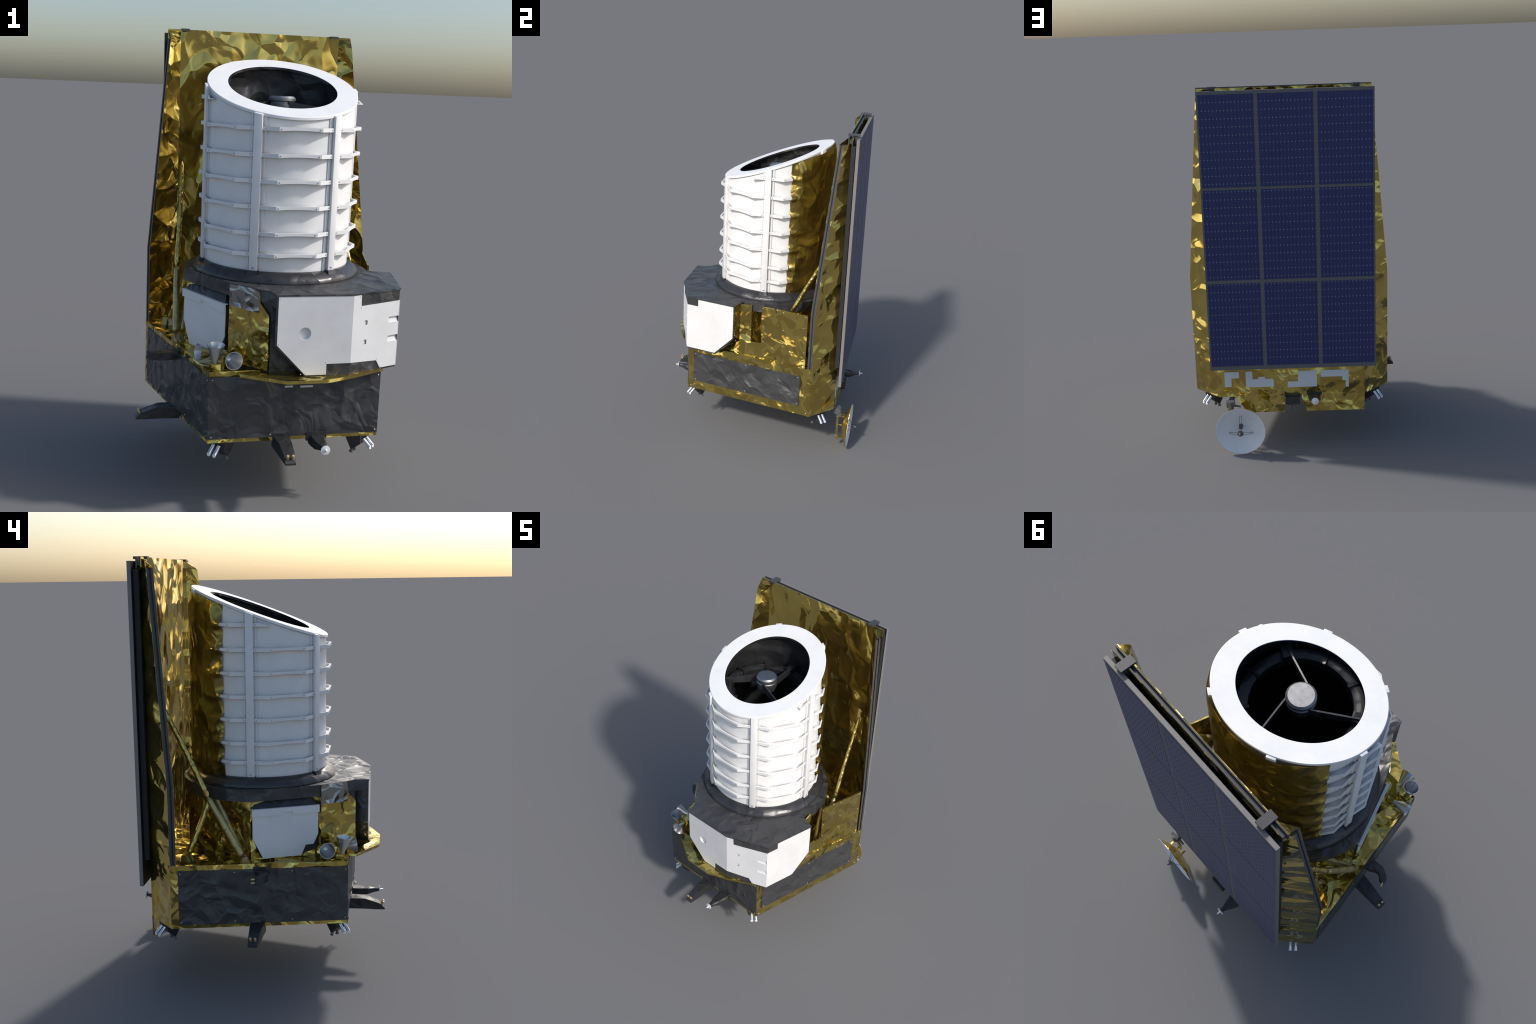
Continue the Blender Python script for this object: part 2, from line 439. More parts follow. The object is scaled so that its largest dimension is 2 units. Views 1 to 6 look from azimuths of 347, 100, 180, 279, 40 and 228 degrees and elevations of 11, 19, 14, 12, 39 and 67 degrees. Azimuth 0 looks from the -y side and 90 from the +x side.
# ------------------------------------------------------------------ hold-down brackets and antennas
def bracket(name, base, d, w0, w1, prof, pins, bend=0.0):
    """tapering dark arm: side profile of (reach, z_top, z_bottom) swept in direction d"""
    base, d = Vector((*base, 0)), Vector((*d, 0)).normalized(); t = Vector((-d.y, d.x, 0))
    bm = bmesh.new(); rings = []
    reach = prof[-1][0]
    for s, zt, zb in prof:
        k = s / reach
        w = w0 + (w1 - w0) * k; off = t * bend * k
        rings.append([bm.verts.new(base + d * s + off + t * (w / 2 * a) + Vector((0, 0, z))) for a, z in ((-1, zb), (1, zb), (1, zt), (-1, zt))])
    bm.faces.new(rings[0][::-1]); bm.faces.new(rings[-1])
    for r0, r1 in zip(rings, rings[1:]):
        for i in range(4): bm.faces.new((r0[i], r0[(i + 1) % 4], r1[(i + 1) % 4], r1[i]))
    o = add(name, bm, BLACK_SMOOTH, root, bevel=0.002)
    bm = bmesh.new()
    for s, b, z0, z1 in pins:
        p = base + d * s + t * (b + bend * s / reach)
        lean = d * 0.009 * (z1 > z0)
        rod(bm, p + Vector((0, 0, z0)), p + lean + Vector((0, 0, z1)), 0.0055)
        rod(bm, p + lean * -1.6 + Vector((0, 0, z0 - 0.004)), p - lean * 2 + Vector((0, 0, z0 - 0.017)), 0.0036)
    add("brass_pin", bm, BRASS, o)
    return o
arm = [(-0.02, 0.322, 0.268), (0.0, 0.322, 0.268), (0.075, 0.322, 0.268), (0.100, 0.314, 0.267), (0.135, 0.303, 0.266), (0.150, 0.297, 0.2665), (0.174, 0.2745, 0.2665)]
pins = [(0.158, 0.011, 0.288, 0.305), (0.158, -0.011, 0.288, 0.305)]
bracket("front_bracket", (-0.016, -0.455), (0.0, -1.0), 0.064, 0.043, arm, pins, bend=0.0)
bracket("side_bracket", (-0.409, -0.044), (-1.0, 0.0), 0.066, 0.044, arm, [(0.153, 0.011, 0.288, 0.305), (0.153, -0.011, 0.288, 0.305)], bend=0.0)
# dark saddle plates where the arms meet the panels
bm = bmesh.new()
box(bm, (-0.052, -0.462, 0.296), (0.022, -0.452, 0.334)); box(bm, (0.092, -0.462, 0.296), (0.180, -0.452, 0.334))
add("arm_saddle", bm, BLACK_SMOOTH, bus, bevel=0.003)

# curved hook bracket near the top of the left face
hook = [(-0.405, -0.090), (-0.479, -0.103), (-0.520, -0.086), (-0.537, -0.070), (-0.540, -0.056), (-0.528, -0.046), (-0.512, -0.050), (-0.502, -0.060), (-0.486, -0.068), (-0.469, -0.063), (-0.451, -0.047), (-0.418, -0.038), (-0.405, -0.050)]
hk = add("hook_bracket", flat(hook, 0.548, 0.582), BLACK_SMOOTH, root, bevel=0.002)
bm = bmesh.new(); box(bm, (-0.425, -0.10, 0.570), (-0.398, -0.025, 0.594))
add("hook_mount", bm, BLACK_SMOOTH, hk, bevel=0.002)
bm = bmesh.new()
for z in (0.557, 0.574): rod(bm, (-0.531, -0.052, z), (-0.538, -0.034, z), 0.0042)
add("brass_pin", bm, BRASS, hk)

def disc_antenna(name, root_pts, c, d, saddle=None):
    """tapered dark horn arm ending in a white disc with a central spike"""
    c, d = Vector(c), Vector(d).normalized()
    bm = bmesh.new(); rings = []
    side = Vector((-d.y, d.x, 0))
    for p, w, h in root_pts:
        p = Vector(p)
        rings.append([bm.verts.new(p + side * (w * a) + Vector((0, 0, h * b))) for a, b in ((-1, -1), (1, -1), (1.0, 0.4), (0.7, 1), (-0.7, 1), (-1.0, 0.4))])
    bm.faces.new(rings[0][::-1]); bm.faces.new(rings[-1])
    for r0, r1 in zip(rings, rings[1:]):
        for i in range(6): bm.faces.new((r0[i], r0[(i + 1) % 6], r1[(i + 1) % 6], r1[i]))
    o = add(name, bm, BLACK_SMOOTH, root, bevel=0.0015)
    bm = bmesh.new()
    revolve(bm, [(0, -0.003), (0.0185, -0.003), (0.0198, -0.001), (0.0198, 0.0005), (0.006, 0.0028), (0.0042, 0.006), (0.0035, 0.017), (0.002, 0.0195), (0, 0.020)], c, d, 28)
    add("antenna_disc", bm, NOZZLE_DISC, o)
    return o
disc_antenna("front_antenna", [((0.141, -0.445, 0.300), 0.036, 0.018), ((0.138, -0.480, 0.301), 0.036, 0.016), ((0.135, -0.535, 0.303), 0.026, 0.015), ((0.135, -0.570, 0.308), 0.015, 0.010), ((0.135, -0.597, 0.310), 0.009, 0.006)], (0.135, -0.599, 0.310), (0, -1, 0.03))
ra = disc_antenna("rear_antenna", [((-0.080, 0.472, 0.296), 0.033, 0.016), ((-0.080, 0.505, 0.296), 0.033, 0.016), ((-0.080, 0.535, 0.299), 0.024, 0.014), ((-0.080, 0.562, 0.304), 0.012, 0.009), ((-0.080, 0.587, 0.308), 0.008, 0.006)], (-0.080, 0.590, 0.308), (0, 1, 0.03))
bm = bmesh.new(); box(bm, (-0.121, 0.475, 0.302), (-0.039, 0.492, 0.316))
add("arm_saddle", bm, BLACK_SMOOTH, ra, bevel=0.002)

# ------------------------------------------------------------------ dish antenna
dish = empty("dish_antenna", root)
DC, DA, DR = Vector((0.333, 0.580, 0.1375)), Vector((0.03, 1, -0.037)).normalized(), 0.1362
def dish_prof(sgn, inner): return [(DR * k, -0.046 * (1 - k * k) + inner) for k in (0.0, .12, .25, .4, .55, .7, .85, .95, 1.0)]
bm = bmesh.new()
revolve(bm, [(r if r else 0, h) for r, h in dish_prof(1, 0.0)] + [(DR + 0.0008, -0.0005), (DR + 0.0005, -0.0035), (DR - 0.004, -0.0030)], DC, DA, 72)
refl = add("dish_reflector", bm, WHITE_RAD, dish)
bm = bmesh.new()
revolve(bm, dish_prof(1, -0.0038)[:-1] + [(DR + 0.0012, -0.0040), (DR + 0.0016, -0.0012)], DC, DA, 72)
add("dish_back", bm, GOLD_TUBE, dish)
a, u, v = frame_from(DA)
up = (Vector((0, 0, 1)) - DA * DA.z).normalized(); rt = up.cross(DA).normalized()
def D(x, y, h): return DC + rt * x + up * y + DA * h
bm = bmesh.new()
rod(bm, D(0, 0.013, -0.046), D(0, 0.013, -0.020), 0.0125, 0.0105, 18)
revolve(bm, [(0, 0), (0.0155, 0.001), (0.0172, 0.004), (0.0165, 0.008), (0.0085, 0.0125), (0.0065, 0.024), (0.0035, 0.0265), (0, 0.0265)], D(0, 0.0, 0.018), DA, 20)
add("feed_horn", bm, GIMBAL, dish)
bm = bmesh.new()
for ang in (90, 201, 339):
    c0, s0 = cos(radians(ang)), sin(radians(ang))
    for k in (-1, 1):
        px, py = -s0 * 0.004 * k, c0 * 0.004 * k
        rr = 0.082 if ang == 90 else 0.072
        rod(bm, D(c0 * rr + px, s0 * rr + py, -0.046 * (1 - (rr / DR) ** 2)), D(c0 * 0.010 + px * 2, s0 * 0.010 + py * 2, 0.021), 0.0011, n=6)
add("feed_strut", bm, FRAME, dish)
bm = bmesh.new()
rod(bm, (0.372, 0.440, 0.296), (0.384, 0.490, 0.280), 0.016, 0.014, 18)
rod(bm, (0.362, 0.500, 0.272), (0.408, 0.500, 0.268), 0.021, 0.021, 22)
rod(bm, (0.386, 0.508, 0.282), (0.386, 0.514, 0.232), 0.017, 0.017, 20)
rod(bm, (0.330, 0.505, 0.252), (0.375, 0.505, 0.262), 0.005, 0.006, 10)
add("dish_gimbal", bm, GIMBAL, dish, bevel=0.002)
bm = bmesh.new()
box(bm, (0.376, 0.500, 0.062), (0.391, 0.513, 0.240))
box(bm, (0.379, 0.511, 0.074), (0.388, 0.545, 0.081))
box(bm, (0.379, 0.511, 0.222), (0.388, 0.549, 0.228))
box(bm, (0.340, 0.512, 0.214), (0.348, 0.549, 0.220))
box(bm, (0.338, 0.512, 0.214), (0.391, 0.518, 0.232))
rod(bm, (0.333, 0.505, 0.137), (0.333, 0.537, 0.137), 0.006, n=10)
add("dish_mount_bar", bm, GOLD_ROD, dish, bevel=0.0015)

# ------------------------------------------------------------------ payload deck and instrument box
pay = empty("payload_module", root)
Zt, Zb = 0.944, 0.889
arc = [(CX + 0.4125 * cos(t), 0.388 * sin(t)) for t in [radians(x) for x in range(0, 181, 5)]]
deck_poly = [(-0.371, -0.010), (-0.222, -0.320), (-0.125, -0.437), (-0.098, -0.470), (-0.086, -0.500), (-0.0795, -0.5360), (0.2360, -0.5360), (0.4680, -0.4460), (0.5390, -0.1400), (0.475, -0.116), (0.452, -0.100)] + arc
deck = add("payload_deck", flat(deck_poly, Zb, Zt), BLACK, pay, bevel=0.002)
rim = [(-0.098, -0.468), (-0.0865, -0.500), (-0.0815, -0.5425), (0.2375, -0.5425), (0.4735, -0.4500), (0.5455, -0.1385), (0.476, -0.116), (0.30, -0.33), (0.10, -0.42)]
add("deck_rim", flat(rim, 0.9375, Zt + 0.0008), BLACK, deck, bevel=0.0012)
# gold core under the deck
core = [(-0.338, -0.015), (-0.285, 0.085), (-0.262, 0.165), (-0.215, 0.250), (-0.11, 0.345), (0.19, 0.345), (0.298, 0.250), (0.345, 0.165), (0.368, 0.085), (0.395, 0.0), (0.30, -0.15), (-0.20, -0.20)]
add("foil_core", flat(core, 0.600, 0.892), GOLD, pay, bevel=0.004)

# instrument box body: slanted lower corners
front = [(-0.080, -0.5275), (0.2345, -0.5275), (0.462, -0.4380), (0.532, -0.137), (0.475, -0.118), (0.30, -0.16), (-0.05, -0.46)]
bm = flat(front, 0.605, Zt - 0.001)
cut(bm, (-0.080, -0.54, 0.735), Vector((-0.13, 0, -0.13)))
d3 = Vector((0.543 - 0.471, -0.139 + 0.449, 0)).normalized()
cut(bm, (0.538, -0.142, 0.728), (d3 * 0.123 + Vector((0, 0, -0.124))))
ibox = add("instrument_box", bm, BLACK, pay, bevel=0.002)
back = [(-0.218, -0.314), (-0.122, -0.431), (-0.084, -0.475), (0.20, -0.475), (0.33, -0.42), (0.34, -0.24), (0.25, -0.20), (-0.10, -0.22)]
add("instrument_box_rear", flat(back, 0.604, Zb + 0.003), BLACK, ibox, bevel=0.002)

# white front, oblique and side panels
p1 = Plane((0, -0.5385, 0), (1, 0, 0))
circle = [(0.041 + 0.0255 * cos(2 * pi * i / 40), 0.785 + 0.0255 * sin(2 * pi * i / 40)) for i in range(40)]
poly1 = [(-0.073, 0.937), (-0.073, 0.739), (0.050, 0.611), (0.137, 0.611), (0.137, 0.656), (0.2376, 0.657), (0.2376, 0.937)]
bm = bmesh.new(); plate_holes(bm, p1, poly1, [circle], 0.0005, 0.0024)
add("white_front_panel", bm, WHITE_BOX, ibox)
bm = bmesh.new(); revolve(bm, [(0, -0.0105), (0.0245, -0.0105), (0.0262, -0.008), (0.0262, 0.0018)], p1(0.041, 0.785), p1.n, 40)
add("panel_port", bm, WHITE_BOX, ibox)
E0 = Vector((0.237, -0.5385, 0)); E1 = Vector((0.4700, -0.4472, 0))
p2 = Plane(E0, E1 - E0); L2 = (E1 - E0).length
def rect(u, v, w, h, r=0.003):
    return [(u - w / 2 + r, v - h / 2), (u + w / 2 - r, v - h / 2), (u + w / 2, v - h / 2 + r), (u + w / 2, v + h / 2 - r), (u + w / 2 - r, v + h / 2), (u - w / 2 + r, v + h / 2), (u - w / 2, v + h / 2 - r), (u - w / 2, v - h / 2 + r)]
SQ = [(0.071, 0.818), (0.071, 0.736)]
slot_z = [(0.803, 0.828), (0.721, 0.747)]
us = 0.195
poly2 = [(0.0003, 0.937), (0.0003, 0.657), (0.141, 0.648), (0.162, 0.613), (L2 + 0.0024, 0.613)]
for a, b in slot_z[::-1]: poly2 += [(L2 + 0.0024, a), (us + 0.003, a), (us, a + 0.003), (us, b - 0.003), (us + 0.003, b), (L2 + 0.0024, b)]
poly2 += [(L2 + 0.0024, 0.893), (0.042, 0.890), (0.040, 0.937)]
bm = bmesh.new(); plate_holes(bm, p2, poly2, [rect(u, v, 0.017, 0.020) for u, v in SQ], 0.0005, 0.0024)
add("white_oblique_panel", bm, WHITE_BOX, ibox)
# black skin under the white panels, pierced where the panels have pockets
bm = bmesh.new()
circ2 = [(0.041 + 0.0264 * cos(2 * pi * i / 40), 0.785 + 0.0264 * sin(2 * pi * i / 40)) for i in range(40)]
plate_holes(bm, p1, [(-0.080, 0.9425), (-0.080, 0.7345), (0.050, 0.605), (0.237, 0.605), (0.237, 0.9425)], [circ2], -0.0112, 0.0)
sl = [[(us - 0.003, a - 0.003), (L2 - 0.0008, a - 0.003), (L2 - 0.0008, b + 0.003), (us - 0.003, b + 0.003)] for a, b in slot_z]
plate_holes(bm, p2, [(0.0003, 0.605), (L2, 0.605), (L2, 0.9425), (0.0003, 0.9425)], [rect(u, v, 0.019, 0.022) for u, v in SQ] + sl, -0.0085, 0.0)
add("box_skin", bm, BLACK, ibox)
bm = bmesh.new()
for u, v in SQ:
    prism(bm, [p2(a, b, -0.0035) for a, b in rect(u, v, 0.0188, 0.0218)], p2.n * 0.0008)
for a, b in slot_z:
    sec = [(a - 0.004, 0.0016), (a - 0.004, -0.0080), (b + 0.004, -0.0080), (b + 0.004, -0.0072), (b - 0.004, -0.0068)]
    prism(bm, [p2(us - 0.0035, z, h) for z, h in sec], p2.u * (L2 - us + 0.0042))
add("panel_pocket", bm, WHITE_BOX, ibox)
E2 = Vector((0.5415, -0.140, 0))
p3 = Plane(E1, E2 - E1); L3 = (E2 - E1).length
poly3 = [(-0.0022, 0.613), (0.190, 0.613), (L3 - 0.006, 0.735), (L3 - 0.006, 0.936), (0.073, 0.936), (0.073, 0.893), (-0.0022, 0.893)]
bm = bmesh.new(); plate(bm, p3, poly3, 0.0005, 0.0024)
add("white_side_panel", bm, WHITE_BOX, ibox, bevel=0.0008)
bm = bmesh.new(); plate(bm, p3, [(0.0090, 0.605), (0.195, 0.605), (L3, 0.729), (L3, 0.9425), (0.0090, 0.9425)], -0.0105, 0.0)
add("box_skin", bm, BLACK, ibox, bevel=0.001)
rv = [(p1(a, b, 0.0024), p1.n) for a, b in ((-0.066, 0.930), (-0.066, 0.743), (0.053, 0.617), (0.131, 0.617), (0.134, 0.663), (0.030, 0.615))]
rv += [(p2(a, b, 0.0024), p2.n) for a, b in ((0.034, 0.930), (0.041, 0.884), (0.142, 0.654), (0.165, 0.619))]
rv += [(p3(a, b, 0.0024), p3.n) for a, b in ((0.068, 0.887), (0.300, 0.929), (0.300, 0.740), (0.187, 0.619))]
rivets("panel_screws", rv, BOLT, ibox, 0.0022, 0.0014)
# gold end wall behind the white side panel
gw = Plane((0.5405, -0.1385, 0), (-0.066, 0.022, 0))
bm = bmesh.new(); plate(bm, gw, [(0.003, 0.745), (0.069, 0.700), (0.069, 0.942), (0.003, 0.942)], 0.0, 0.003)
plate(bm, Plane((0.480, -0.118, 0), (-0.018, 0.090, 0)), [(0, 0.603), (0.070, 0.603), (0.070, 0.935), (0, 0.935)], -0.006, 0.003)
plate(bm, Plane((0.462, -0.050, 0), (-0.09, 0.060, 0)), [(0, 0.603), (0.10, 0.603), (0.10, 0.888), (0, 0.888)], -0.006, 0.0)
prism(bm, [(0.440, -0.262, 0.606), (0.474, -0.103, 0.606), (0.455, -0.095, 0.612), (0.440, -0.105, 0.690), (0.420, -0.225, 0.660)], (-0.09, 0.0, 0.0))
add("gold_end_wall", bm, GOLD, ibox)

# slanted gold panel with silver tape
p4 = Plane((-0.222, -0.320, 0), (0.131, -0.154, 0))
bm = bmesh.new()
plate(bm, p4, [(0.0, 0.613), (0.206, 0.613), (0.204, 0.842), (0.158, 0.888), (0.152, 0.940), (0.0, 0.940)], 0.001, 0.006)
gp = add("gold_slant_panel", bm, GOLD, ibox, bevel=0.001)
bm = bmesh.new(); plate(bm, p4, [(-0.001, 0.852), (0.153, 0.846), (0.153, 0.943), (-0.001, 0.943)], 0.0055, 0.0075)
add("silver_tape_patch", bm, SILVER_FOIL, gp)
rivets("panel_screws", [(p4(0.150, 0.880, 0.006), p4.n), (p4(0.197, 0.838, 0.006), p4.n), (p4(0.199, 0.620, 0.006), p4.n)], BOLT, gp, 0.0025, 0.0015)

# left radiator
p5 = Plane((-0.367, -0.0155, 0), (0.1285, -0.294, 0))
L5 = sqrt(0.1285 ** 2 + 0.294 ** 2)
rad = [(0.0, 0.834), (0.0, 0.714), (0.050, 0.613), (0.2365, 0.613), (0.262, 0.663), (0.297, 0.663), (0.319, 0.713), (L5, 0.713), (L5, 0.834)]
rad[6] = (0.320, 0.713)
rad = [(0.0, 0.834), (0.0, 0.714), (0.050, 0.613), (0.2365, 0.613), (0.259, 0.663), (0.297, 0.664), (0.3205, 0.713), (0.3205, 0.834)]
rp = empty("side_radiator", pay)
bm = bmesh.new(); plate(bm, p5, rad, 0.0, 0.005)
add("radiator_plate", bm, WHITE_RAD, rp, bevel=0.0012)
bm = bmesh.new()
plate(bm, p5, [(-0.004, 0.820), (0.146, 0.820), (0.146, 0.834), (0.192, 0.834), (0.192, 0.820), (0.3245, 0.820), (0.3245, 0.8515), (-0.004, 0.8515)], 0.004, 0.0132)
plate(bm, p5, [(-0.0045, 0.8505), (0.325, 0.8505), (0.325, 0.854), (-0.0045, 0.854)], -0.006, 0.0137)
add("radiator_lip", bm, WHITE_RAD, rp, bevel=0.0015)
bm = bmesh.new()
body = [(0.004, 0.850), (0.004, 0.716), (0.054, 0.617), (0.232, 0.617), (0.318, 0.640), (0.318, 0.850)]
plate(bm, p5, body, -0.045, -0.0005)
lo = [p5(0.0, 0.850, 0.0035), p5(0.3205, 0.850, 0.0035), p5(0.3205, 0.850, -0.05), p5(0.0, 0.850, -0.05)]
hi = [p5(0.018, 0.8875, -0.022), p5(0.290, 0.8875, -0.022), p5(0.290, 0.8875, -0.05), p5(0.018, 0.8875, -0.05)]
a, b = [bm.verts.new(p) for p in lo], [bm.verts.new(p) for p in hi]
bm.faces.new(a[::-1]); bm.faces.new(b)
for i in range(4): bm.faces.new((a[i], a[(i + 1) % 4], b[(i + 1) % 4], b[i]))
add("radiator_housing", bm, BLACK_SMOOTH, rp)
bm = bmesh.new()
prism(bm, [p5(-0.006, 0.605, -0.010), p5(0.26, 0.605, -0.046), p5(0.26, 0.605, -0.12), p5(0.03, 0.605, -0.13)], (0, 0, 0.283))
plate(bm, p5, [(-0.006, 0.606), (0.31, 0.606), (0.31, 0.640), (-0.006, 0.640)], -0.05, -0.012)
prism(bm, [(-0.2275, -0.322, 0.608), (-0.2225, -0.323, 0.608), (-0.200, -0.255, 0.608), (-0.209, -0.253, 0.608)], (0, 0, 0.279))
add("radiator_foil_box", bm, GOLD, rp)

# right gold close-out panel
rgo = Vector((0.468, -0.098, 0)); rgu = Vector((0.570, 0.307, 0)) - rgo
p6 = Plane(rgo, rgu); L6 = rgu.length
bm = bmesh.new()
plate(bm, p6, [(0.0, 0.604), (L6, 0.604), (L6, 0.950), (0.120, 0.944), (0.126, 0.709), (0.0, 0.699)], -0.004, 0.004)
cp = add("gold_closeout_panel", bm, GOLD, pay, bevel=0.0012)
rivets("panel_screws", [(p6(a, b, 0.004), p6.n) for a, b in ((0.130, 0.935), (0.262, 0.936), (L6 - 0.012, 0.938), (0.134, 0.818), (0.265, 0.824), (L6 - 0.012, 0.815), (0.012, 0.692), (0.137, 0.722), (0.268, 0.722), (L6 - 0.012, 0.712), (0.010, 0.613), (0.14, 0.613), (0.272, 0.613), (L6 - 0.012, 0.613))], BOLT, cp, 0.0028, 0.0018)

# ------------------------------------------------------------------ reaction-control cones
def cone(name, apex, mouth, r0, r1, parent):
    A, M = Vector(apex), Vector(mouth); L = (M - A).length
    bm = bmesh.new()
    revolve(bm, [(0, 0), (r0, 0), (r0 * 1.15, L * 0.18), (r1 * 0.72, L * 0.62), (r1, L), (r1 - 0.0018, L), (r1 * 0.68, L * 0.62), (r0 * 0.9, L * 0.2), (0, L * 0.16)], A, M - A, 32)
    return add(name, bm, SILVER, parent)
cl = empty("horn_cluster", root)
for ap, mo in (((-0.299, -0.427, 0.633), (-0.299, -0.437, 0.716)), ((-0.285, -0.346, 0.655), (-0.3615, -0.364, 0.665)), ((-0.246, -0.420, 0.655), (-0.2335, -0.492, 0.664))):
    cone("horn", ap, mo, 0.0105, 0.0372, cl)
bm = bmesh.new()
prism(bm, [(-0.232, -0.352, 0.605), (-0.258, -0.415, 0.605), (-0.283, -0.350, 0.605), (-0.255, -0.335, 0.605)], (0, 0, 0.052))
prism(bm, [(-0.205, -0.372, 0.605), (-0.245, -0.425, 0.605), (-0.275, -0.365, 0.605), (-0.235, -0.340, 0.605)], (0, 0, 0.075))
prism(bm, [(-0.318, -0.402, 0.605), (-0.278, -0.402, 0.605), (-0.278, -0.442, 0.605), (-0.318, -0.442, 0.605)], (0, 0, 0.030))
add("horn_mount", bm, GOLD, cl, bevel=0.005)

# ------------------------------------------------------------------ gold support struts
def wrapped_strut(name, pts, r0, r1, knots, mat, parent):
    P = [Vector(p) for p in pts]
    seg = [0.0]
    for a, b in zip(P, P[1:]): seg.append(seg[-1] + (b - a).length)
    n = 60; line, rad = [], []
    for i in range(n + 1):
        s = seg[-1] * i / n
        k = max(j for j in range(len(seg)) if seg[j] <= s + 1e-9); k = min(k, len(P) - 2)
        p = P[k].lerp(P[k + 1], (s - seg[k]) / (seg[k + 1] - seg[k]))
        t = i / n
        r = r0 + (r1 - r0) * t
        r *= 1 + 0.05 * noise.noise(p * 22) + 0.015 * noise.noise(p * 70)
        for q in knots: r *= 1 - 0.10 * math.exp(-((t - q) / 0.012) ** 2)
        if i < 2: r *= 0.55 + 0.25 * i
        if i > n - 3: r *= 0.45 + 0.22 * (n - i)
        line.append(p); rad.append(r)
    bm = bmesh.new(); tube_path(bm, line, rad, 16)
    return add(name, bm, mat, parent, smooth=60)
ss = empty("support_struts", root)
for m in (1, -1):
    X = lambda x: CX + (x - CX) * m
    foot = (X(-0.400), 0.030, 0.638); mid = (X(-0.380), 0.188, 0.909)
    wrapped_strut("support_strut", [foot, mid], 0.0158, 0.0150, (0.45, 0.97), GOLD_PALE, ss)
    wrapped_strut("support_strut", [mid, (X(-0.359), 0.283, 1.100), (X(-0.333), 0.430, 1.375)], 0.0142, 0.0112, (0.02, 0.40, 0.7), GOLD_ROD, ss)
    wrapped_strut("deck_strut", [(X(-0.370), 0.036, 0.640), (X(-0.315), 0.163, 0.892)], 0.0135, 0.0135, (0.9,), GOLD_PALE, ss)
    wrapped_strut("deck_strut", [(X(-0.397), 0.282, 0.640), (X(-0.315), 0.190, 0.892)], 0.0150, 0.0150, (0.9,), GOLD_ROD, ss)
    bm = bmesh.new()
    for cx0, cy0, a in ((X(-0.392), 0.018, 0.3), (X(-0.400), 0.292, -0.4)):
        M = Matrix.Translation((cx0, cy0, 0.605)) @ Matrix.Rotation(a * m, 4, "Z")
        for w, x0 in ((0.020, -0.014), (0.016, 0.016)):
            pr = [M @ Vector((x0 - w / 2, y, z)) for y, z in ((-0.026, 0.0), (0.020, 0.0), (0.014, 0.030), (-0.006, 0.034))]
            prism(bm, pr, (M.to_3x3() @ Vector((w, 0, 0))))
    add("strut_foot", bm, GOLD_PALE, ss, bevel=0.002)

# ------------------------------------------------------------------ telescope tube
tel = empty("telescope", root)
RT = 0.322
def cyl_pt(r, a, z): return Vector((CX + r * cos(a), r * sin(a), z))
NS = 144
bm = bmesh.new(); rings = []
for z_f in (0, 1):
    rings.append([bm.verts.new(cyl_pt(RT, 2 * pi * i / NS, 0.95 if z_f == 0 else ring_z(RT * sin(2 * pi * i / NS)) - 0.009)) for i in range(NS)])
for i in range(NS): bm.faces.new((rings[0][i], rings[0][(i + 1) % NS], rings[1][(i + 1) % NS], rings[1][i]))
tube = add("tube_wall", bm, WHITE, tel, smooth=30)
# slanted annular lip
RI, RO, TH = 0.2395, 0.3300, 0.0130
prof = [(RI, -TH), (RI, -0.001), (RI + 0.001, 0.0), (RO - 0.002, 0.0), (RO, -0.002), (RO, -TH + 0.0015), (RO - 0.0015, -TH)]
bm = bmesh.new(); n = 160; cols = []
for i in range(n):
    t = 2 * pi * i / n
    cols.append([bm.verts.new((CX + r * cos(t), r * sin(t), ring_z(r * sin(t)) + h)) for r, h in prof])
for i in range(n):
    for j in range(len(prof)):
        j1 = (j + 1) % len(prof)
        f = bm.faces.new((cols[i][j], cols[(i + 1) % n][j], cols[(i + 1) % n][j1], cols[i][j1]))
        f.material_index = 1 if j in (0, 6) else 0
add("mouth_ring", bm, [WHITE_RING, BAFFLE], tel, smooth=30)
# inside: black baffle wall, floor
bm = bmesh.new(); n = 96
lv = []
for k in range(7):
    lv.append([bm.verts.new((CX + 0.272 * cos(2 * pi * i / n), 0.272 * sin(2 * pi * i / n), 1.10 + (ring_z(0.272 * sin(2 * pi * i / n)) - 0.012 - 1.10) * k / 6)) for i in range(n)])
for a, b in zip(lv, lv[1:]):
    for i in range(n): bm.faces.new((a[i], a[(i + 1) % n], b[(i + 1) % n], b[i]))
baf = add("inner_baffle", bm, BAFFLE, tel)
bm = bmesh.new(); revolve(bm, [(0, 1.12), (0.275, 1.12), (0.275, 1.10), (0, 1.10)], (CX, 0, 0), (0, 0, 1), 64)
add("tube_floor", bm, DARK, tel)
# spider ring, vanes, secondary mirror hub
bm = bmesh.new()
revolve(bm, [(0.203, 1.585), (0.203, 1.622), (0.214, 1.628), (0.244, 1.628), (0.250, 1.585)], (CX, 0, 0), (0, 0, 1), 72, closed=True)
sr = add("spider_ring", bm, BAFFLE, tel)
bm = bmesh.new()
for k in range(9):
    a = radians(-28 + 40 * k)
    M = Matrix.Translation((CX, 0, 0)) @ Matrix.Rotation(a, 4, "Z")
    prism(bm, [M @ Vector(p) for p in ((0.196, -0.006, 1.592), (0.256, -0.006, 1.592), (0.256, 0.006, 1.592), (0.196, 0.006, 1.592))], (0, 0, 0.042))
for k in range(3):
    a = radians(-28 + 120 * k)
    M = Matrix.Translation((CX, 0, 0)) @ Matrix.Rotation(a, 4, "Z")
    prism(bm, [M @ Vector(p) for p in ((0.200, -0.022, 1.600), (0.262, -0.022, 1.600), (0.262, 0.022, 1.600), (0.200, 0.022, 1.600))], (0, 0, 0.052))
add("ring_clamp", bm, BAFFLE, sr, bevel=0.002)
bm = bmesh.new()
